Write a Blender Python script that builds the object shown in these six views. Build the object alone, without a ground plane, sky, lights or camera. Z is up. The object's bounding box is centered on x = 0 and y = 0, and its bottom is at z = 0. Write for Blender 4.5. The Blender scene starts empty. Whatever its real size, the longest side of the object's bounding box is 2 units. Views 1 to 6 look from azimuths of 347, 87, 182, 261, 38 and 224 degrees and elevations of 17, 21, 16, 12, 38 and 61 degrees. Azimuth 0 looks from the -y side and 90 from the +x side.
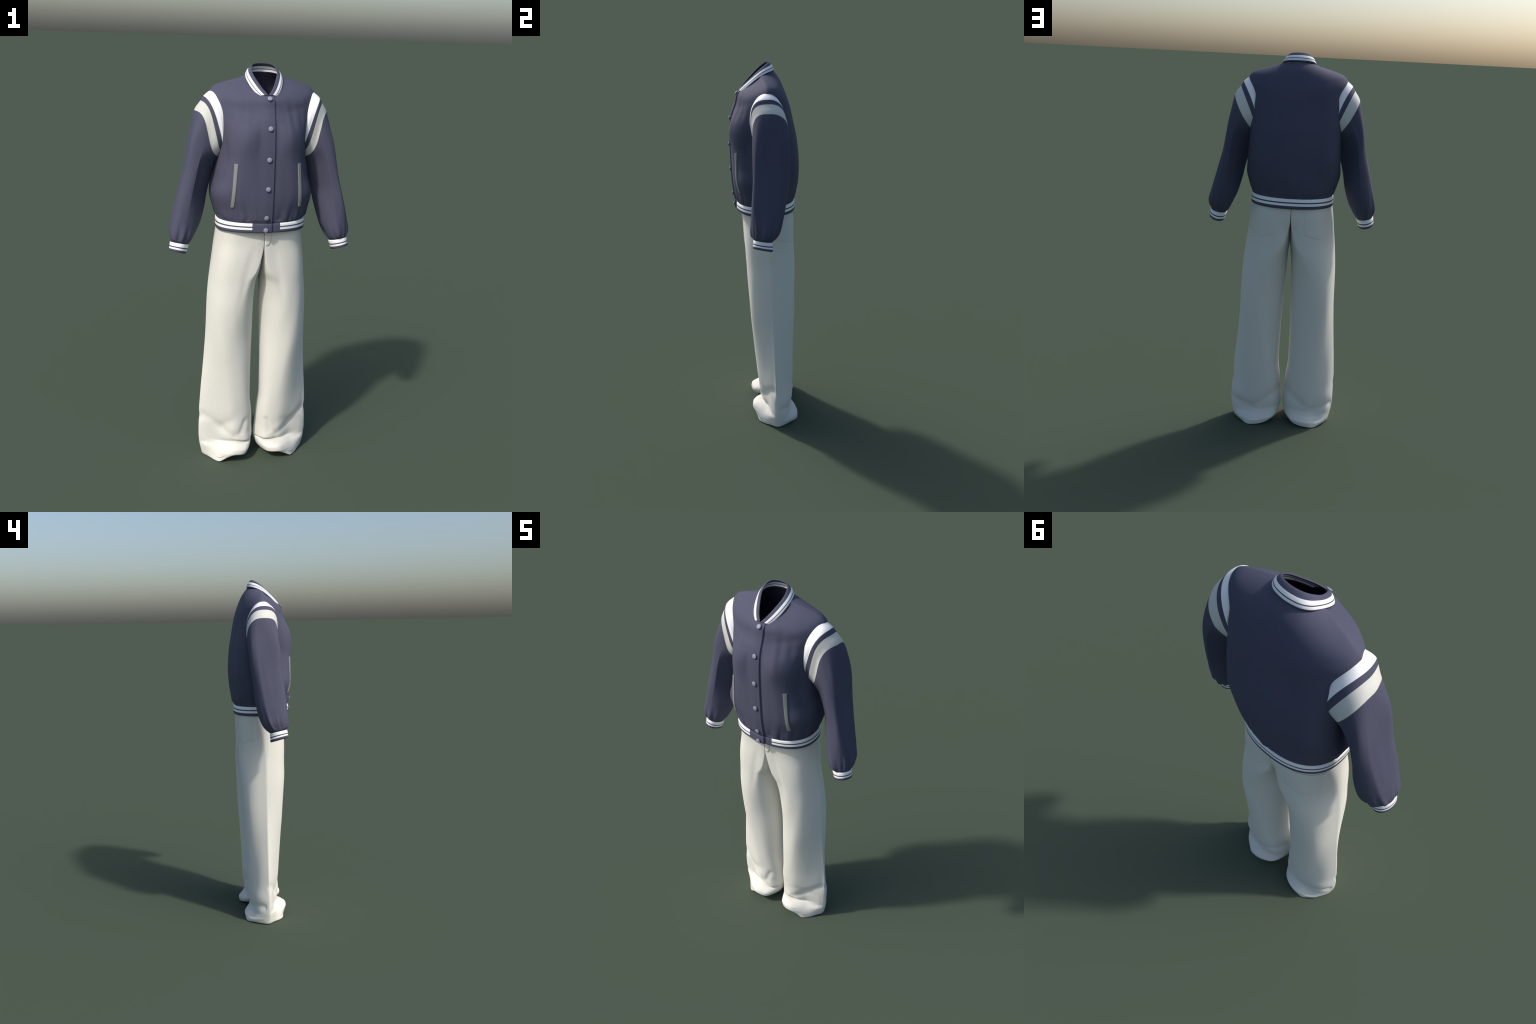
# A worn-looking outfit standing on its own: a snap-front varsity jacket over wide-leg trousers.
import bpy, math
import numpy as np
from mathutils import Vector, noise
from mathutils.bvhtree import BVHTree

PI = math.pi

# ------------------------------------------------------------------ materials
def fabric(name, colour, rough=0.85, sheen=0.0, weave=900.0, bump=0.08, mottled=0.06, spec=0.3, streak=(1, 1, 1)):
    m = bpy.data.materials.new(name)
    m.use_nodes = True
    nt = m.node_tree
    b = nt.nodes["Principled BSDF"]
    b.inputs["Roughness"].default_value = rough
    b.inputs["Specular IOR Level"].default_value = spec
    b.inputs["Sheen Weight"].default_value = sheen
    b.inputs["Sheen Roughness"].default_value = 0.5
    tc = nt.nodes.new("ShaderNodeTexCoord")
    mp = nt.nodes.new("ShaderNodeMapping")
    mp.inputs["Scale"].default_value = streak
    nt.links.new(tc.outputs["Object"], mp.inputs["Vector"])
    n1 = nt.nodes.new("ShaderNodeTexNoise")
    n1.inputs["Scale"].default_value = 60
    n1.inputs["Detail"].default_value = 6
    nt.links.new(mp.outputs["Vector"], n1.inputs["Vector"])
    ramp = nt.nodes.new("ShaderNodeValToRGB")
    ramp.color_ramp.elements[0].position = 0.3
    ramp.color_ramp.elements[1].position = 0.7
    ramp.color_ramp.elements[0].color = [c * (1 - mottled) for c in colour] + [1]
    ramp.color_ramp.elements[1].color = [min(1, c * (1 + mottled)) for c in colour] + [1]
    nt.links.new(n1.outputs["Fac"], ramp.inputs["Fac"])
    nt.links.new(ramp.outputs["Color"], b.inputs["Base Color"])
    n2 = nt.nodes.new("ShaderNodeTexNoise")
    n2.inputs["Scale"].default_value = weave
    n2.inputs["Detail"].default_value = 2
    nt.links.new(mp.outputs["Vector"], n2.inputs["Vector"])
    bp = nt.nodes.new("ShaderNodeBump")
    bp.inputs["Strength"].default_value = bump
    bp.inputs["Distance"].default_value = 0.002
    nt.links.new(n2.outputs["Fac"], bp.inputs["Height"])
    nt.links.new(bp.outputs["Normal"], b.inputs["Normal"])
    return m

NAVY = fabric("navy_wool", (0.068, 0.071, 0.114), rough=0.8, bump=0.05, mottled=0.03)
KNIT_NAVY = fabric("navy_knit", (0.068, 0.071, 0.114), rough=0.85, bump=0.08, mottled=0.03)
KNIT_WHITE = fabric("white_knit", (0.88, 0.88, 0.88), rough=0.85, bump=0.08, mottled=0.02)
WHITE = fabric("white_satin_band", (0.9, 0.9, 0.9), rough=0.6, bump=0.02, mottled=0.02)
CREAM = fabric("grey_cream_band", (0.62, 0.62, 0.58), rough=0.6, bump=0.02, mottled=0.02)
WELT = fabric("grey_welt", (0.22, 0.235, 0.228), rough=0.7, bump=0.05, mottled=0.03)
SNAP = fabric("lavender_snap", (0.27, 0.27, 0.36), rough=0.5, bump=0.0, mottled=0.02)
DENIM = fabric("ecru_twill", (0.69, 0.68, 0.622), rough=0.9, weave=260, bump=0.15, mottled=0.03, spec=0.2, streak=(3, 3, 2))

# ------------------------------------------------------------------ helpers
def hermite(keys, n, pos=None):
    """Smooth (monotone-limited) interpolation of key rows -> n rows; keys may have any trailing shape."""
    K = np.array(keys, float)
    m = len(K)
    t = np.arange(m, dtype=float) if pos is None else np.array(pos, float)
    h = np.diff(t)
    sh = (m - 1,) + (1,) * (K.ndim - 1)
    d = np.diff(K, axis=0) / h.reshape(sh)
    tan = np.zeros_like(K)
    tan[0], tan[-1] = d[0], d[-1]
    for i in range(1, m - 1):
        same = d[i - 1] * d[i] > 0
        w1, w2 = 2 * h[i] + h[i - 1], h[i] + 2 * h[i - 1]
        with np.errstate(divide="ignore", invalid="ignore"):
            hm = (w1 + w2) / (w1 / d[i - 1] + w2 / d[i])
        tan[i] = np.where(same, hm, 0)
    x = np.linspace(t[0], t[-1], n) if np.isscalar(n) else np.array(n, float)
    j = np.clip(np.searchsorted(t, x, side="right") - 1, 0, m - 2)
    ex = (len(x),) + (1,) * (K.ndim - 1)
    s = ((x - t[j]) / h[j]).reshape(ex)
    hh = h[j].reshape(ex)
    return ((2 * s**3 - 3 * s**2 + 1) * K[j] + (s**3 - 2 * s**2 + s) * hh * tan[j]
            + (-2 * s**3 + 3 * s**2) * K[j + 1] + (s**3 - s**2) * hh * tan[j + 1])

def spow(v, p):
    return math.copysign(abs(v) ** p, v)

def smooth(a, b, x):
    t = min(1, max(0, (x - a) / (b - a)))
    return t * t * (3 - 2 * t)

def grid_faces(rows, cols, closed):
    out = []
    for i in range(rows - 1):
        for j in range(cols if closed else cols - 1):
            k = (j + 1) % cols
            out.append((i * cols + j, i * cols + k, (i + 1) * cols + k, (i + 1) * cols + j))
    return out

def thing(name, label, category, base=(0, 0, 0)):
    e = bpy.data.objects.new(name, None)
    e.location = base
    bpy.context.scene.collection.objects.link(e)
    e["label"], e["category"] = label, category
    return e

def put(name, me, parent):
    o = bpy.data.objects.new(name, me)
    bpy.context.scene.collection.objects.link(o)
    o.parent = parent
    return o

def pieces(verts, faces, part_of, table, parent, flip=False):
    """Build one smooth surface, then split it by region into named parts whose borders share normals.
    table: part key -> (name, material, parent key or None)."""
    me = bpy.data.meshes.new("whole")
    if flip:
        faces = [tuple(reversed(f)) for f in faces]
    me.from_pydata([tuple(v) for v in verts], [], faces)
    me.update()
    nor = [Vector(v.normal) for v in me.vertices]
    objs = {}
    for key, (name, mat, up) in table.items():
        sub = [f for k, f in enumerate(faces) if part_of[k] == key]
        if not sub:
            continue
        used = sorted({i for f in sub for i in f})
        idx = {v: i for i, v in enumerate(used)}
        m2 = bpy.data.meshes.new(name)
        m2.from_pydata([tuple(verts[i]) for i in used], [], [tuple(idx[i] for i in f) for f in sub])
        m2.materials.append(mat)
        m2.polygons.foreach_set("use_smooth", [True] * len(m2.polygons))
        m2.update()
        m2.normals_split_custom_set_from_vertices([nor[i] for i in used])
        objs[key] = put(name, m2, objs[up] if up is not None else parent)
    bpy.data.meshes.remove(me)
    return objs

jacket = thing("varsity_jacket", "navy varsity jacket with white shoulder stripes and ribbed trim", "jacket")
trousers = thing("trousers", "cream wide-leg trousers pooling at the hems", "trousers")

# ------------------------------------------------------------------ jacket body
# rings: half width front / back, y front, y back, y of side, z front, z side, z back, exponent front, exponent back, tilt power
BODY = [
    (0.209, 0.209, -0.150, 0.157, 0.000, 1.289, 1.291, 1.286, 2.3, 2.3, 1.25),
    (0.215, 0.215, -0.156, 0.164, 0.000, 1.304, 1.306, 1.302, 2.3, 2.2, 1.25),
    (0.226, 0.228, -0.161, 0.174, 0.000, 1.340, 1.340, 1.340, 2.3, 2.2, 1.25),
    (0.237, 0.245, -0.166, 0.184, 0.000, 1.410, 1.410, 1.410, 2.7, 2.4, 1.25),
    (0.202, 0.243, -0.167, 0.186, 0.000, 1.500, 1.500, 1.500, 3.4, 2.9, 1.25),
    (0.180, 0.239, -0.166, 0.180, 0.010, 1.600, 1.600, 1.600, 3.9, 2.8, 1.25),
    (0.196, 0.238, -0.160, 0.163, 0.018, 1.700, 1.700, 1.700, 2.8, 2.65, 1.25),
    (0.224, 0.236, -0.149, 0.150, 0.020, 1.754, 1.800, 1.767, 1.9, 2.4, 1.25),
    (0.246, 0.249, -0.137, 0.137, 0.022, 1.785, 1.865, 1.814, 1.6, 2.2, 1.25),
    (0.228, 0.228, -0.128, 0.120, 0.022, 1.810, 1.895, 1.862, 1.75, 2.2, 1.15),
    (0.155, 0.155, -0.122, 0.098, 0.012, 1.838, 1.922, 1.914, 1.95, 2.1, 1.0),
    (0.076, 0.076, -0.106, 0.067, 0.000, 1.864, 1.941, 1.957, 2.0, 2.0, 0.72),
]
EDGE = 0.024           # the overlapping front edge stands this far right of centre
FRONT_X = [-0.075, -0.065, -0.055, -0.045, -0.035, -0.025, -0.015, -0.005, 0.005, 0.013, 0.019, 0.0225,
           EDGE, EDGE + 0.0006, 0.028, 0.034, 0.042, 0.052, 0.065, 0.075]
AROUND = 150

def ring_columns(r):
    """Angles (front centre = 0, +x side = pi/2, back = pi) for one ring: fixed x near the front edge."""
    w, nf = r[0], r[8]
    a = [math.asin(spow(max(-1, min(1, x / w)), nf / 2)) for x in FRONT_X]
    if w < 0.1:
        a = [max(-1.35, min(1.35, v)) for v in a]
    rest = np.linspace(a[-1], 2 * PI + a[0], AROUND + 2)[1:-1]
    return a + list(rest)

def ring_point(r, th):
    wf, wb, yf, yb, ys, zf, zs, zb, nf, nb, tilt = r
    c, s = math.cos(th), math.sin(th)
    n = nf if c > 0 else nb
    x = (wf + (wb - wf) * smooth(-0.35, 0.35, -c)) * spow(s, 2 / n)
    k = abs(c) ** (2 / n)
    kz = abs(c) ** tilt
    if c > 0:
        return Vector((x, ys + (yf - ys) * k, zs + (zf - zs) * kz))
    return Vector((x, ys + (yb - ys) * k, zs + (zb - zs) * kz))

def front_step(x, th):
    """Overlap of the two fronts: a lap that rises to the edge, then drops."""
    if math.cos(th) < 0.3 or abs(x) > 0.08:
        return 0.0
    if x <= EDGE + 1e-5:
        return 0.0055 * smooth(-0.06, 0.0, x)
    return -0.0015 * (1 - smooth(0.026, 0.06, x))

ROWS = 130
ring_pos = [0, 0.5, 1.2, 2.2, 3.4, 4.7, 6.0, 6.9, 7.7, 8.3, 9.2, 10.4]
R = hermite(BODY, ROWS, ring_pos)
COLS = len(FRONT_X) + AROUND

def cloth(p, th, z):
    """Soft vertical folds of the body: gathers above the hem, bust, drapes on chest and back."""
    front = math.cos(th) > 0
    side = 1 if front else 0.7
    g = noise.noise((math.sin(th) * 7.5, math.cos(th) * 6.5, 0.3)) + 0.7 * noise.noise((math.sin(th) * 17, math.cos(th) * 15, 4.1))
    hem = math.exp(-max(0, z - 1.296) / 0.050) * smooth(1.294, 1.314, z)
    d = 0.013 * g * hem * side
    d += 0.007 * noise.noise((math.sin(th) * 30, math.cos(th) * 26, 9.0)) * math.exp(-max(0, z - 1.298) / 0.022) * smooth(1.294, 1.306, z)
    v = noise.noise((p.x * 17 + p.z * 1.5, 3.7 + p.y * 3, p.z * 2.2))
    d += 0.0032 * v * smooth(1.30, 1.45, z) * (1 - smooth(1.82, 1.9, z)) * side
    if front:
        ax = abs(p.x)
        d += (0.015 if p.x > 0 else 0.011) * math.exp(-((ax - 0.095) / 0.05) ** 2 - ((z - 1.685) / 0.07) ** 2)
        # drapes hanging from the yoke, deeper on the left chest
        for x0, amp, wid in ((0.072, 0.0024, 0.010), (0.108, 0.0042, 0.013), (0.152, 0.0030, 0.011)):
            run = smooth(1.60 + x0 * 0.5, 1.77, z) * (1 - smooth(1.75, 1.87, z))
            k = 1.0 if p.x > 0 else 0.6
            d -= k * amp * run * math.exp(-((ax - x0 - (1.80 - z) * 0.10) / wid) ** 2)
    elif p.x < 0:   # the left back hangs closer than the right
        d -= 0.011 * math.exp(-((p.x + 0.10) / 0.065) ** 2) * smooth(1.31, 1.42, z) * (1 - smooth(1.72, 1.84, z))
    return d

def body_vert(r, th):
    p = ring_point(r, th)
    q = ring_point(r, th + 0.01) - ring_point(r, th - 0.01)
    n = Vector((q.y, -q.x, 0))
    n.normalize()
    off = front_step(p.x, th) * (1 - 0.7 * smooth(1.845, 1.862, p.z))
    quiet = 0.25 if abs(p.x) < 0.05 and math.cos(th) > 0 else 1
    off += cloth(p, th, p.z) * quiet
    return p + n * off

bv, owner = [], []
for i in range(ROWS):
    for th in ring_columns(R[i]):
        bv.append(body_vert(R[i], th))
bf = grid_faces(ROWS, COLS, True)
nfx = len(FRONT_X)
edge_col = FRONT_X.index(EDGE)
def body_part(j):
    if j < edge_col:
        return "right"
    if j < nfx:
        return "left"
    f = (j - nfx + 0.5) / AROUND
    return "left" if f < 0.24 else ("right" if f > 0.76 else "back")
bpart = [body_part(k % COLS) for k in range(len(bf))]
bvh = BVHTree.FromPolygons([tuple(v) for v in bv], bf)
# the armholes are open inside the sleeves
ARM_Y, ARM_Z, ARM_RY, ARM_RZ = 0.019, 1.738, 0.082, 0.137
keep = []
for k, f in enumerate(bf):
    c = sum((bv[i] for i in f), Vector()) / 4
    q = ((c.y - ARM_Y) / ARM_RY) ** 2 + ((c.z - ARM_Z) / ARM_RZ) ** 2
    keep.append(not (abs(c.x) > 0.15 and q < 0.80))
bf = [f for f, s in zip(bf, keep) if s]
bpart = [f for f, s in zip(bpart, keep) if s]
pieces(bv, bf, bpart, {"right": ("front_panel", NAVY, None), "left": ("front_panel", NAVY, None),
                       "back": ("back_panel", NAVY, None)}, jacket)

# ------------------------------------------------------------------ ribbed bands (hem, collar, cuffs)
def band(name, outline, cols, closed, stripes, parent, stripe_ok=lambda j: True, flip=False):
    """outline: list of rows (each a list of points around); stripes: per row-gap True = white."""
    verts = [p for row in outline for p in row]
    faces = grid_faces(len(outline), cols, closed)
    per = cols if closed else cols - 1
    part = []
    for k in range(len(faces)):
        i, j = divmod(k, per)
        s = stripes[i]
        part.append(s if s and stripe_ok(j) else 0)
    table = {0: (name, KNIT_NAVY, None)}
    for s in sorted(set(stripes) - {0}):
        table[s] = ("knit_stripe", KNIT_WHITE, 0)
    return pieces(verts, faces, part, table, parent, flip)

# hem band: section from the sewn top edge round the bottom edge and up inside
HEM_U = [0.0, 0.02, 0.16, 0.32, 0.45, 0.57, 0.69, 0.84, 0.95, 1.0, 1.0, 0.9, 0.4]
HEM_OUT = [-0.0005, 0.003, 0.0045, 0.005, 0.005, 0.005, 0.005, 0.005, 0.0045, 0.0025, -0.001, -0.003, -0.003]
HEM_S = [1, 1, 1, 0, 2, 2, 0, 0, 0, 0, 0, 0]
rows = []
for u, o in zip(HEM_U, HEM_OUT):
    r = list(BODY[0])
    for k, (top, bot) in zip((5, 6, 7), ((1.291, 1.247), (1.294, 1.241), (1.288, 1.236))):
        r[k] = top + (bot - top) * u
    row = []
    for th in ring_columns(BODY[0]):
        p = ring_point(r, th)
        q = ring_point(r, th + 0.01) - ring_point(r, th - 0.01)
        n = Vector((q.y, -q.x, 0)).normalized()
        row.append(p + n * (o + front_step(p.x, th)))
    rows.append(row)
lo, hi = FRONT_X.index(-0.065), FRONT_X.index(0.065)
band("hem_band", rows, COLS, True, HEM_S, jacket, lambda j: not (lo <= j < hi))

# collar: lower (sewn) edge and upper edge, front end -> side -> back (mirrored)
LOW = [(0.043, -0.0935, 1.857), (0.060, -0.073, 1.876), (0.076, -0.045, 1.899), (0.085, -0.005, 1.929),
       (0.078, 0.035, 1.948), (0.048, 0.062, 1.955), (0.0, 0.070, 1.957)]
TOP = [(0.001, -0.1085, 1.867), (0.018, -0.091, 1.886), (0.038, -0.058, 1.917), (0.058, -0.008, 1.962),
       (0.055, 0.018, 1.983), (0.034, 0.039, 1.996), (0.0, 0.045, 1.9985)]
def both(half):
    left = [(-x, y, z) for x, y, z in half]
    return left + half[-2::-1]
NC = 97
low = hermite(both(LOW), NC)
top = hermite(both(TOP), NC)
for _ in range(6):
    for a in (low, top):
        a[1:-1] = (a[:-2] + 2 * a[1:-1] + a[2:]) / 4
#       fraction from the upper edge, offset outwards
COL = [(0.0, 0.0), (0.02, 0.0018), (0.07, 0.0028), (0.20, 0.003), (0.38, 0.0032), (0.52, 0.0038), (0.66, 0.004), (0.735, 0.004), (0.83, 0.004),
       (0.93, 0.0036), (1.0, 0.002), (1.06, -0.003), (1.0, -0.004), (0.93, -0.003), (0.83, -0.002), (0.735, -0.002), (0.66, -0.002), (0.52, -0.0022),
       (0.38, -0.0025), (0.20, -0.003), (0.07, -0.0026), (0.02, -0.0016), (0.0, 0.0)]
COL_S = [0, 0, 0, 0, 1, 1, 0, 2, 2, 0, 0, 0, 0, 4, 4, 0, 3, 3, 0, 0, 0, 0]
rows = []
for u, o in COL:
    row = []
    for j in range(NC):
        a, b = Vector(top[j]), Vector(low[j])
        t = Vector(low[min(NC - 1, j + 1)] - low[max(0, j - 1)])
        n = (b - a).cross(t).normalized()
        if n.dot(Vector((b.x, b.y + 0.01, 0.02))) < 0:
            n = -n
        bulge = 0.004 * math.sin(PI * min(1, max(0, u)))
        row.append(a + (b - a) * u + n * (o + bulge))
    rows.append(row)
band("collar", rows, NC, False, COL_S, jacket)

# ------------------------------------------------------------------ sleeves
# rings along the sleeve: outer x,z  inner x,z  y front, y back, bow of the front and of the back in x, S-bend of the front,
# tilt (front higher), exponents outer-front, outer-back, inner-front, inner-back
SLEEVE = [
    (0.273, 1.848, 0.184, 1.602, -0.065, 0.108, -0.014, -0.019, 0.004, 0.0, 2.9, 2.3, 2.3, 2.0),
    (0.285, 1.828, 0.187, 1.592, -0.064, 0.111, -0.005, -0.008, 0.010, 0.0, 3.0, 2.4, 2.5, 1.8),
    (0.312, 1.785, 0.195, 1.576, -0.060, 0.115, 0.006, 0.010, 0.018, 0.0, 3.1, 2.4, 2.8, 1.35),
    (0.335, 1.665, 0.228, 1.500, -0.064, 0.113, 0.016, 0.030, 0.0, 0.0, 3.0, 2.4, 1.15, 0.72),
    (0.362, 1.520, 0.252, 1.412, -0.069, 0.107, 0.016, 0.022, 0.0, 0.0, 3.4, 2.1, 1.0, 0.80),
    (0.397, 1.393, 0.268, 1.345, -0.079, 0.093, 0.013, 0.014, 0.0, 0.0, 3.3, 1.9, 1.25, 1.3),
    (0.428, 1.283, 0.295, 1.255, -0.087, 0.070, 0.006, 0.006, 0.0, 0.004, 2.5, 2.0, 1.7, 1.9),
    (0.439, 1.228, 0.322, 1.205, -0.090, 0.050, 0.0, 0.0, 0.0, 0.006, 2.1, 2.1, 2.0, 2.0),
    (0.436, 1.200, 0.336, 1.182, -0.087, 0.030, 0.0, 0.0, 0.0, 0.007, 2.1, 2.1, 2.0, 2.0),
    (0.428, 1.184, 0.347, 1.168, -0.076, 0.012, 0.0, 0.0, 0.0, 0.008, 2.0, 2.0, 2.0, 2.0),
]
NS = 96
def arm_ring(k, ph):
    ox, oz, ix, iz, yf, yb, bow_f, bow_b, bend, tilt, nof, nob, nif, nib = k
    c, s = math.cos(ph), math.sin(ph)
    n = (nif if s > 0 else nib) if c < 0 else (nof if s > 0 else nob)
    bow = bow_f if s > 0 else bow_b
    c, s = spow(c, 2 / n), spow(s, 2 / n)   # c: outer..inner, s: front..back
    cx, cz, hx, hz = (ox + ix) / 2, (oz + iz) / 2, (ox - ix) / 2, (oz - iz) / 2
    yc, hy = (yf + yb) / 2, (yb - yf) / 2
    return np.array((cx + hx * c + bow * s * s - 2 * bend * c * max(0, s) ** 1.4, yc - hy * s, cz + hz * c + tilt * s))

S_POS = [0, 0.45, 0.66, 1.25, 2.2, 3.4, 4.6, 5.7, 6.3, 6.6, 6.85]
S_ROW = sorted(set(list(np.round(np.linspace(0, 6.85, 138), 4)) + [0.45, 0.66, 1.25]))

def armhole(side):
    ring = []
    for j in range(NS):
        ph = 2 * PI * j / NS
        y = ARM_Y - ARM_RY * math.sin(ph)
        z = ARM_Z + ARM_RZ * math.cos(ph)
        hit = bvh.ray_cast(Vector((side * 0.6, y, z)), Vector((-side, 0, 0)))[0]
        if hit is None or abs(hit.x) < 0.1:
            hit = bvh.find_nearest(Vector((side * 0.26, y, z)))[0]
        ring.append((abs(hit.x) - 0.002, hit.y, hit.z))
    ring = np.array(ring)
    for _ in range(2):
        ring = (np.roll(ring, 1, 0) + 2 * ring + np.roll(ring, -1, 0)) / 4
    return ring

for side in (1, -1):
    keys = [armhole(side)] + [np.array([arm_ring(k, 2 * PI * j / NS) for j in range(NS)]) for k in SLEEVE]
    G = hermite(keys, S_ROW, S_POS)
    seed = 2.0 if side > 0 else 7.0
    verts = []
    for i, s in enumerate(S_ROW):
        C = G[i].mean(axis=0)
        for j in range(NS):
            ph = 2 * PI * j / NS
            p = G[i, j].copy()
            p[1] += side * 0.007 * math.exp(-((s - 3.4) / 1.2) ** 2) * max(0, -math.sin(ph))   # the right elbow sits further back
            d = p - C
            d /= np.linalg.norm(d)
            g = noise.noise((math.cos(ph) * 3.4, math.sin(ph) * 3.4, seed))
            gather = smooth(5.3, 6.5, s) * (1 - smooth(6.5, 6.8, s))
            long = noise.noise((math.cos(ph) * 1.6, math.sin(ph) * 1.6, seed + s * 0.5)) * smooth(0.6, 1.8, s)
            back = math.atan2(math.sin(ph + 0.55), math.cos(ph + 0.55))
            ridge = math.exp(-abs(back) / 0.16) * smooth(1.3, 2.6, s) * (1 - smooth(6.3, 6.8, s))
            dent = math.exp(-((s - 1.0) / 0.35) ** 2) * max(0, math.sin(ph)) ** 4
            p += d * (0.013 * g * gather + 0.005 * long + 0.004 * ridge - 0.005 * dent + 0.003 * math.exp(-((s - 0.2) / 0.13) ** 2) * (1 - max(0, math.cos(ph))))
            verts.append((side * p[0], p[1], p[2]))
    faces = grid_faces(len(S_ROW), NS, True)
    part = []
    for k in range(len(faces)):
        s = (S_ROW[k // NS] + S_ROW[k // NS + 1]) / 2
        part.append("white" if s < 0.45 else "cream" if 0.66 < s < 1.25 else "cloth")
    made = pieces(verts, faces, part, {"cloth": ("sleeve", NAVY, None), "white": ("shoulder_stripe", WHITE, "cloth"),
                                "cream": ("shoulder_stripe", CREAM, "cloth")}, jacket, flip=(side < 0))
    # knit cuff
    A = (0.431, 1.184, 0.346, 1.168, -0.079, 0.013, 0, 0, 0, 0.009, 2.0, 2.0, 2.0, 2.0)
    B = (0.438, 1.142, 0.361, 1.122, -0.085, 0.012, 0, 0, 0, 0.012, 2.0, 2.0, 2.0, 2.0)
    rows = []
    for u, o in [(-0.02, -0.004), (0.0, 0.0), (0.04, 0.0015), (0.20, 0.002), (0.40, 0.0015), (0.53, 0.0015), (0.63, 0.0015), (0.73, 0.0015), (0.88, 0.0015), (0.97, 0.0008),
                 (1.0, -0.001), (1.0, -0.004), (0.9, -0.005), (0.2, -0.005)]:
        row = []
        k = [a + (b - a) * u for a, b in zip(A, B)]
        cen = sum((Vector(arm_ring(k, t * PI / 2)) for t in range(4)), Vector()) / 4
        for j in range(64):
            p = Vector(arm_ring(k, 2 * PI * j / 64))
            d = (p - cen).normalized()
            p += d * o
            row.append(Vector((side * p.x, p.y, p.z)))
        rows.append(row)
    band("cuff", rows, 64, True, [0, 1, 1, 1, 0, 2, 2, 0, 0, 0, 0, 0, 0], jacket, flip=(side < 0))

# ------------------------------------------------------------------ pocket welts
def front_hit(x, z):
    loc, nor, _, _ = bvh.ray_cast(Vector((x, -0.6, z)), Vector((0, 1, 0)))
    if nor.y > 0:
        nor = -nor
    return loc, nor

for side in (1, -1):
    verts = []
    N = 15
    for i in range(N):
        u = i / (N - 1)
        z = 1.567 - 0.201 * u
        xa, xb = 0.1375 + 0.0135 * u, 0.1525 + 0.0135 * u
        prof = [(xa - 0.0005, -0.002), (xa, 0.0025), (xa + 0.0015, 0.0034), ((xa + xb) / 2, 0.0036), (xb - 0.0015, 0.0034), (xb, 0.0025), (xb + 0.0005, -0.002)]
        for x, o in prof:
            p, n = front_hit(side * x, z)
            verts.append(p + n * o)
    faces = grid_faces(N, 7, False)
    faces += [tuple(range(7))[::-1], tuple(range((N - 1) * 7, N * 7))]
    me = bpy.data.meshes.new("pocket_welt")
    me.from_pydata([tuple(v) for v in verts], [], faces)
    me.materials.append(WELT)
    put("pocket_welt", me, jacket)

# ------------------------------------------------------------------ snap buttons
def lathe(profile, n):
    v, f = [], []
    for r, h in profile:
        for j in range(n):
            a = 2 * PI * j / n
            v.append((r * math.cos(a), r * math.sin(a), h))
    f = grid_faces(len(profile), n, True)
    f.append(tuple(range((len(profile) - 1) * n, len(profile) * n)))
    return v, f

v, f = lathe([(0.006, -0.006), (0.006, 0.0028), (0.0100, 0.0030), (0.0110, 0.0040), (0.0111, 0.0055), (0.0104, 0.0068), (0.0085, 0.0076), (0.004, 0.0080), (0.0012, 0.0081)], 32)
snap = bpy.data.meshes.new("snap_button")
snap.from_pydata(v, [], f)
snap.materials.append(SNAP)
snap.polygons.foreach_set("use_smooth", [True] * len(snap.polygons))
for x, z in [(0.003, 1.849), (0.002, 1.724), (-0.001, 1.588), (-0.002, 1.455), (-0.004, 1.320), (-0.005, 1.261)]:
    if z > 1.29:
        p, n = front_hit(x, z)
    else:
        p, n = Vector((x, -0.1605, z)), Vector((0, -1, 0))
    o = put("snap_button", snap, jacket)
    o.location = p
    o.rotation_euler = n.to_track_quat("Z", "Y").to_euler()

# ------------------------------------------------------------------ trousers
# rings: inner x, outer x, y front, y back, z, x of the section's middle, exponents outer-front, inner-front, outer-back, inner-back
LEG = [
    (0.000, 0.200, -0.122, 0.140, 1.300, 0.000, 3.0, 3.0, 2.8, 2.8),
    (0.000, 0.211, -0.125, 0.146, 1.240, 0.001, 3.1, 3.0, 2.8, 2.8),
    (0.000, 0.221, -0.122, 0.148, 1.170, 0.003, 3.0, 3.0, 2.7, 2.7),
    (0.000, 0.229, -0.120, 0.147, 1.100, 0.018, 3.3, 2.4, 2.5, 2.2),
    (0.000, 0.236, -0.118, 0.148, 1.040, 0.040, 3.2, 2.1, 2.3, 1.9),
    (0.006, 0.242, -0.117, 0.148, 0.980, 0.078, 2.8, 1.8, 2.2, 1.8),
    (0.013, 0.251, -0.115, 0.143, 0.850, 0.125, 2.2, 1.8, 2.15, 1.8),
    (0.018, 0.260, -0.109, 0.135, 0.680, 0.140, 1.85, 1.8, 2.1, 1.9),
    (0.025, 0.269, -0.098, 0.124, 0.500, 0.128, 1.55, 2.3, 2.1, 2.0),
    (0.026, 0.278, -0.089, 0.118, 0.360, 0.120, 1.40, 2.8, 2.1, 2.1),
    (0.014, 0.284, -0.080, 0.115, 0.245, 0.118, 1.30, 2.8, 2.1, 2.1),
]
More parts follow.
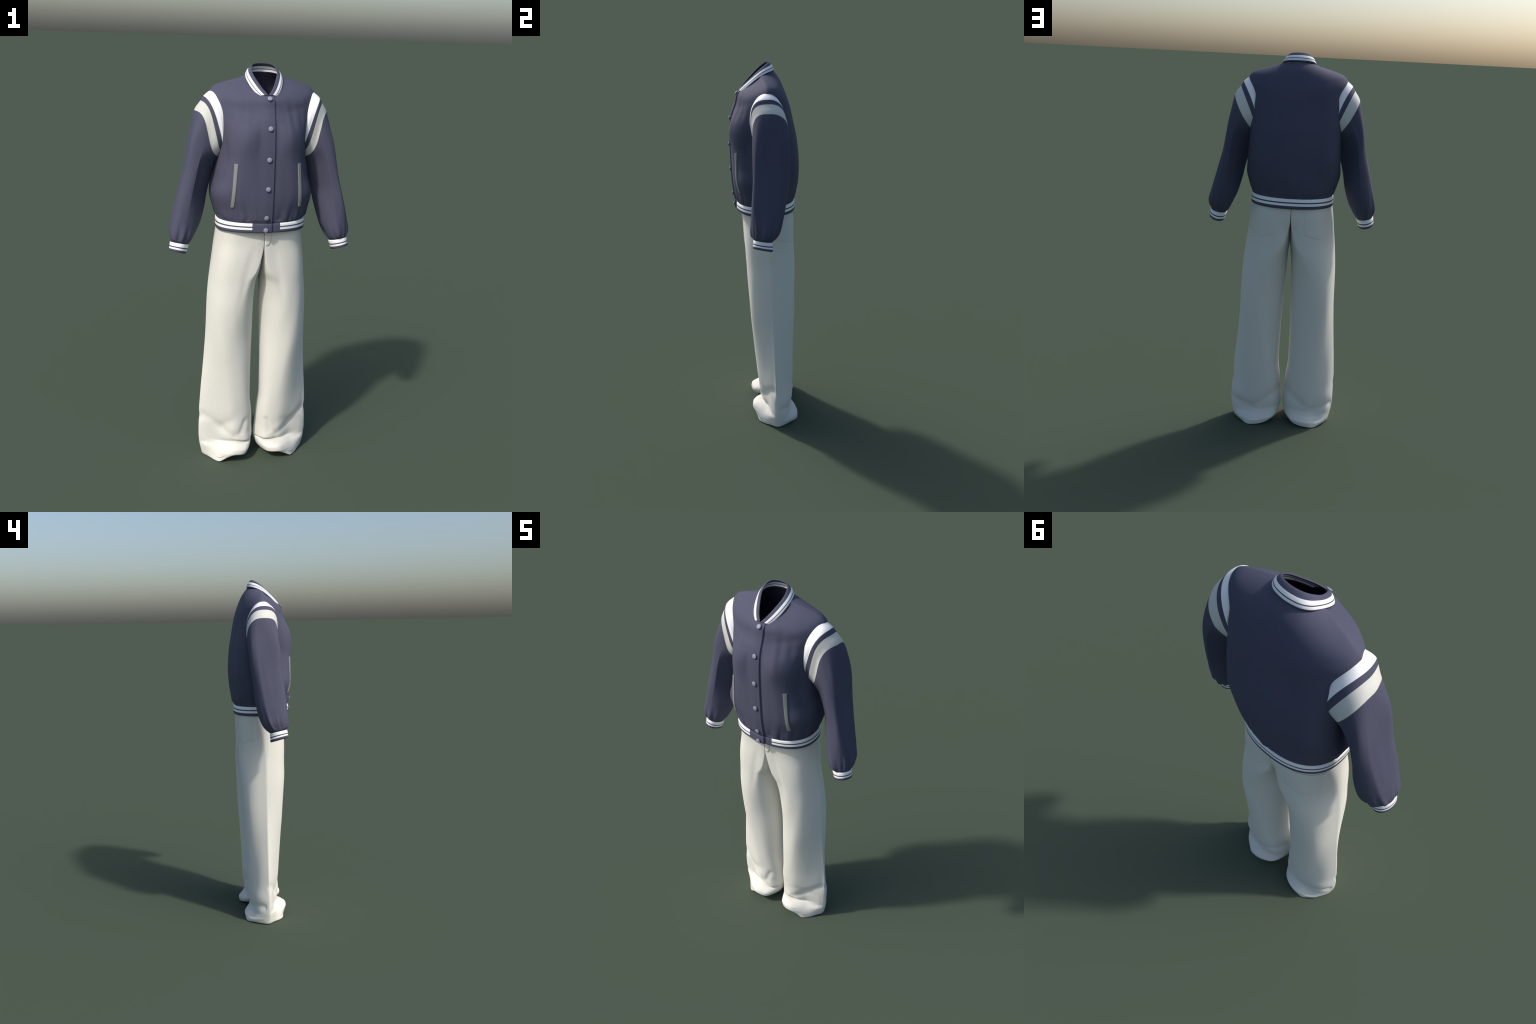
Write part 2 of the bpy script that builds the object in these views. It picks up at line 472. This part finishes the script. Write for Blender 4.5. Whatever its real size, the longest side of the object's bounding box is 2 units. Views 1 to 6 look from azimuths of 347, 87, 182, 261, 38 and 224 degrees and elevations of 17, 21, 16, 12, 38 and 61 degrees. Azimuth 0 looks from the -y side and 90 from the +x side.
# the pooled hem: rings through nine points, going outer, back-outer, back tip, back-inner, inner,
# inner-front, front middle, front tip, front-outer
HEM_ANGLE = [0, 50, 92, 135, 180, 228, 262, 286, 318, 360]
POOL = [
    [(0.285, 0.015, 0.165), (0.242, 0.083, 0.150), (0.140, 0.112, 0.140), (0.045, 0.090, 0.150), (0.006, 0.012, 0.150),
     (0.045, -0.058, 0.155), (0.120, -0.072, 0.160), (0.190, -0.036, 0.170), (0.256, -0.010, 0.175)],
    [(0.285, 0.015, 0.115), (0.244, 0.076, 0.108), (0.140, 0.107, 0.104), (0.046, 0.090, 0.108), (0.003, 0.012, 0.106),
     (0.046, -0.062, 0.106), (0.122, -0.064, 0.118), (0.192, -0.031, 0.120), (0.257, -0.010, 0.130)],
    [(0.284, 0.015, 0.098), (0.244, 0.074, 0.088), (0.140, 0.102, 0.082), (0.048, 0.090, 0.088), (0.004, 0.012, 0.092),
     (0.056, -0.044, 0.091), (0.126, -0.046, 0.096), (0.194, -0.028, 0.100), (0.257, -0.010, 0.110)],
    [(0.282, 0.015, 0.080), (0.244, 0.074, 0.066), (0.138, 0.110, 0.062), (0.045, 0.092, 0.070), (0.006, 0.012, 0.082),
     (0.052, -0.070, 0.089), (0.124, -0.066, 0.094), (0.194, -0.035, 0.086), (0.256, -0.010, 0.090)],
    [(0.278, 0.015, 0.056), (0.238, 0.086, 0.042), (0.140, 0.128, 0.040), (0.046, 0.102, 0.050), (0.011, 0.012, 0.060),
     (0.052, -0.096, 0.070), (0.122, -0.112, 0.074), (0.194, -0.055, 0.064), (0.253, -0.021, 0.062)],
    [(0.273, 0.016, 0.032), (0.234, 0.096, 0.022), (0.152, 0.138, 0.024), (0.056, 0.114, 0.034), (0.018, 0.015, 0.042),
     (0.056, -0.097, 0.054), (0.122, -0.116, 0.056), (0.193, -0.072, 0.038), (0.249, -0.021, 0.036)],
    [(0.262, 0.020, 0.002), (0.226, 0.086, 0.002), (0.172, 0.135, 0.000), (0.078, 0.118, 0.012), (0.034, 0.022, 0.024),
     (0.062, -0.086, 0.040), (0.128, -0.095, 0.037), (0.190, -0.084, 0.004), (0.240, -0.022, 0.003)],
    [(0.259, 0.020, 0.003), (0.223, 0.084, 0.003), (0.169, 0.131, 0.002), (0.080, 0.114, 0.014), (0.037, 0.022, 0.026),
     (0.064, -0.082, 0.042), (0.128, -0.091, 0.039), (0.188, -0.080, 0.006), (0.237, -0.021, 0.005)],
    [(0.258, 0.020, 0.020), (0.221, 0.080, 0.020), (0.164, 0.126, 0.020), (0.080, 0.112, 0.030), (0.037, 0.022, 0.038),
     (0.064, -0.086, 0.058), (0.128, -0.097, 0.056), (0.188, -0.084, 0.028), (0.238, -0.022, 0.022)],
]
LEG_POS = [0, 0.6, 1.3, 2.0, 2.6, 3.2, 4.4, 6.0, 7.6, 8.9, 10.0, 10.8, 11.4, 11.65, 11.95, 12.3, 12.6, 13.1, 13.2, 13.5]
LEG_ROW = sorted(set([round(v, 4) for v in np.linspace(0, 11.2, 130)] + [round(v, 4) for v in np.linspace(11.2, 13.0, 44)]
                     + [13.06, 13.1, 13.15, 13.2, 13.35, 13.5]))
NL = 128
SEAM = 0.085           # how strongly the outseam stands out as an edge

def leg_point(r, ph):
    """ph: 0 outer, pi/2 back, pi inner, 3pi/2 front. Above the crotch the inner half closes up on the centre plane."""
    xi, xo, yf, yb, z, cx, nof, nif, nob, nib = r
    c, s = math.cos(ph), math.sin(ph)
    yc, hy = 0.012, (yb - 0.012 if s > 0 else 0.012 - yf)
    n = (nob if c > 0 else nib) if s > 0 else (nof if c > 0 else nif)
    kink = math.exp(-abs(math.atan2(s, c)) / 0.22)
    if c > 0:
        x = cx + (xo - cx) * ((1 - SEAM) * spow(c, 2 / n) + SEAM * kink)
    else:
        x = cx + (cx - xi) * spow(c, 2 / n)
    return x, yc + hy * spow(s, 2 / n), z

def pool_ring(pts):
    """Closed smooth loop through the nine points, sampled at the same angles as the leg rings."""
    n = len(pts)
    P = np.array([pts[(i - 2) % n] for i in range(n + 5)], float)
    A = np.array([HEM_ANGLE[(i - 2) % n] + 360 * ((i - 2) // n) for i in range(n + 5)], float)
    out = []
    for j in range(NL):
        a = (360.0 * j / NL)
        k = int(np.searchsorted(A, a, side="right") - 1)
        k = min(max(k, 1), len(A) - 3)
        t = (a - A[k]) / (A[k + 1] - A[k])
        h = A[k + 1] - A[k]
        m0 = (P[k + 1] - P[k - 1]) / (A[k + 1] - A[k - 1]) * h * 0.85
        m1 = (P[k + 2] - P[k]) / (A[k + 2] - A[k]) * h * 0.85
        out.append((2*t**3 - 3*t**2 + 1) * P[k] + (t**3 - 2*t**2 + t) * m0 + (-2*t**3 + 3*t**2) * P[k+1] + (t**3 - t**2) * m1)
    return np.array(out)

keys = [np.array([leg_point(r, 2 * PI * j / NL) for j in range(NL)]) for r in LEG] + [pool_ring(p) for p in POOL]
for ring in keys[5:len(LEG)]:      # soften the front of the tube, so that no pressed crease shows
    soft = np.array([[0.5 * max(0, math.cos(2 * PI * j / NL - 1.5 * PI)) ** 0.5] for j in range(NL)])
    for _ in range(30):
        ring += soft * ((np.roll(ring, 1, 0) + np.roll(ring, -1, 0)) / 2 - ring)
LG = hermite(keys, LEG_ROW, LEG_POS)

leg_surface = {}
for side in (1, -1):
    verts = []
    seed = 1.3 if side > 0 else 9.2
    for i in range(len(LEG_ROW)):
        cx = LG[i][:, 0].mean()
        for j in range(NL):
            x, y, z = LG[i][j]
            if side > 0:             # the right leg hangs a little narrower
                x -= 0.006 * smooth(0.12, 0.24, x) * smooth(0.12, 0.3, z)
            if side < 0 and y < 0:   # the left front hangs a little flatter
                y += 0.009 * smooth(0.0, -0.06, y) * smooth(0.12, 0.25, z) * (1 - smooth(0.65, 0.9, z))
            d = 0.003 * noise.noise((x * 9 + seed, y * 9, z * 2.0))
            low_ = 1 - smooth(0.05, 0.35, z)
            d += 0.003 * low_ * noise.noise((x * 16 + seed, y * 16, z * 18))
            # long slanting drapes on the front of the leg
            run = smooth(0.15, 0.35, z) * (1 - smooth(0.8, 1.1, z))
            d += 0.007 * run * noise.noise((x * 13 - z * 2.2 + seed, y * 6, z * 0.9 + 5))
            # drapes falling from the crotch
            if y < 0.02:
                d -= 0.004 * math.exp(-((x - 0.055 - (1.12 - z) * 0.22) / 0.018) ** 2) * smooth(0.80, 1.0, z) * (1 - smooth(1.1, 1.2, z))
                # creases breaking over the pooled hem
                for xa, za, xb, zb_, amp, wid in ((0.262, 0.235, 0.110, 0.130, 0.008, 0.022), (0.055, 0.215, 0.075, 0.150, 0.006, 0.014)):
                    ex, ez = xb - xa, zb_ - za
                    t = min(1, max(0, ((x - xa) * ex + (z - za) * ez) / (ex * ex + ez * ez)))
                    dist = math.hypot(x - xa - ex * t, z - za - ez * t)
                    d -= amp * math.exp(-(dist / wid) ** 2) * smooth(0.02, 0.06, z)
            if y > 0.03:              # folds breaking over the heel
                for xa, za, xb, zb_, amp, wid in ((0.030, 0.190, 0.120, 0.120, 0.007, 0.022), (0.270, 0.115, 0.160, 0.100, 0.005, 0.018)):
                    ex, ez = xb - xa, zb_ - za
                    t = min(1, max(0, ((x - xa) * ex + (z - za) * ez) / (ex * ex + ez * ez)))
                    d -= amp * math.exp(-(math.hypot(x - xa - ex * t, z - za - ez * t) / wid) ** 2) * smooth(0.02, 0.06, z)
            if y > 0.02:              # the seat sinks towards its centre seam
                y -= 0.016 * math.exp(-(x / 0.035) ** 2) * smooth(0.86, 0.98, z) * (1 - smooth(1.10, 1.2, z))
            q = Vector((x - cx, y - 0.012, 0))
            if q.length > 1e-6:
                q.normalize()
            wall = smooth(0.0, 0.02, x) if z > 0.95 else 1
            x += q.x * d * wall
            y += q.y * d * (1 if z < 1.2 else 0.3)
            z = max(z + 0.005 * low_ * noise.noise((x * 14, y * 14, seed)) * smooth(0.0, 0.02, z), 0.0)
            verts.append(Vector((side * max(x, 0.0004), y, z)))
    faces = grid_faces(len(LEG_ROW), NL, True)
    faces = [f for f in faces if not all(abs(verts[i].x) < 0.001 and verts[i].z > 1.06 for i in f)]
    made = pieces(verts, faces, ["leg"] * len(faces), {"leg": ("trouser_leg", DENIM, None)}, trousers, flip=(side > 0))
    tree = BVHTree.FromPolygons([tuple(v) for v in verts], faces)

    # back patch pocket, laid on the cloth
    def on_back(x, z):
        p, n, _, _ = tree.ray_cast(Vector((x, 0.6, z)), Vector((0, -1, 0)))
        if n.y < 0:
            n = -n
        return p, n
    NU, NV = 22, 20
    grid, inset = [], []
    for b in range(NV + 1):
        v = b / NV
        for a in range(NU + 1):
            u = a / NU
            x = 0.064 + 0.008 * v + (0.138 + 0.001 * v) * u
            bottom = 1.096 - 0.029 * (1 - abs(u - 0.57) / (0.57 if u < 0.57 else 0.43)) + 0.008 * u
            z = 1.225 + (bottom - 1.225) * v
            rim = min(a, NU - a, NV - b)
            p, n = on_back(side * x, z)
            grid.append(p + n * (-0.001 if rim == 0 else 0.0018))
    pf = grid_faces(NV + 1, NU + 1, False)
    pieces(grid, pf, [0] * len(pf), {0: ("back_pocket", DENIM, None)}, trousers, flip=(side < 0))

    # fly flap, on the wearer's left front only
    if side > 0:
        fl = []
        for b in range(13):
            v = b / 12
            width = 0.030 * (1 - max(0, v - 0.55) ** 2 * 3.2)
            for a in range(9):
                u = a / 8
                x = 0.0035 + width * u
                z = 1.255 - 0.085 * v
                p, n, _, _ = tree.ray_cast(Vector((x, -0.6, z)), Vector((0, 1, 0)))
                if n.y > 0:
                    n = -n
                fl.append(p + n * (-0.001 if a in (0, 8) or b == 12 else 0.003))
        ff = grid_faces(13, 9, False)
        pieces(fl, ff, [0] * len(ff), {0: ("fly", DENIM, None)}, trousers)
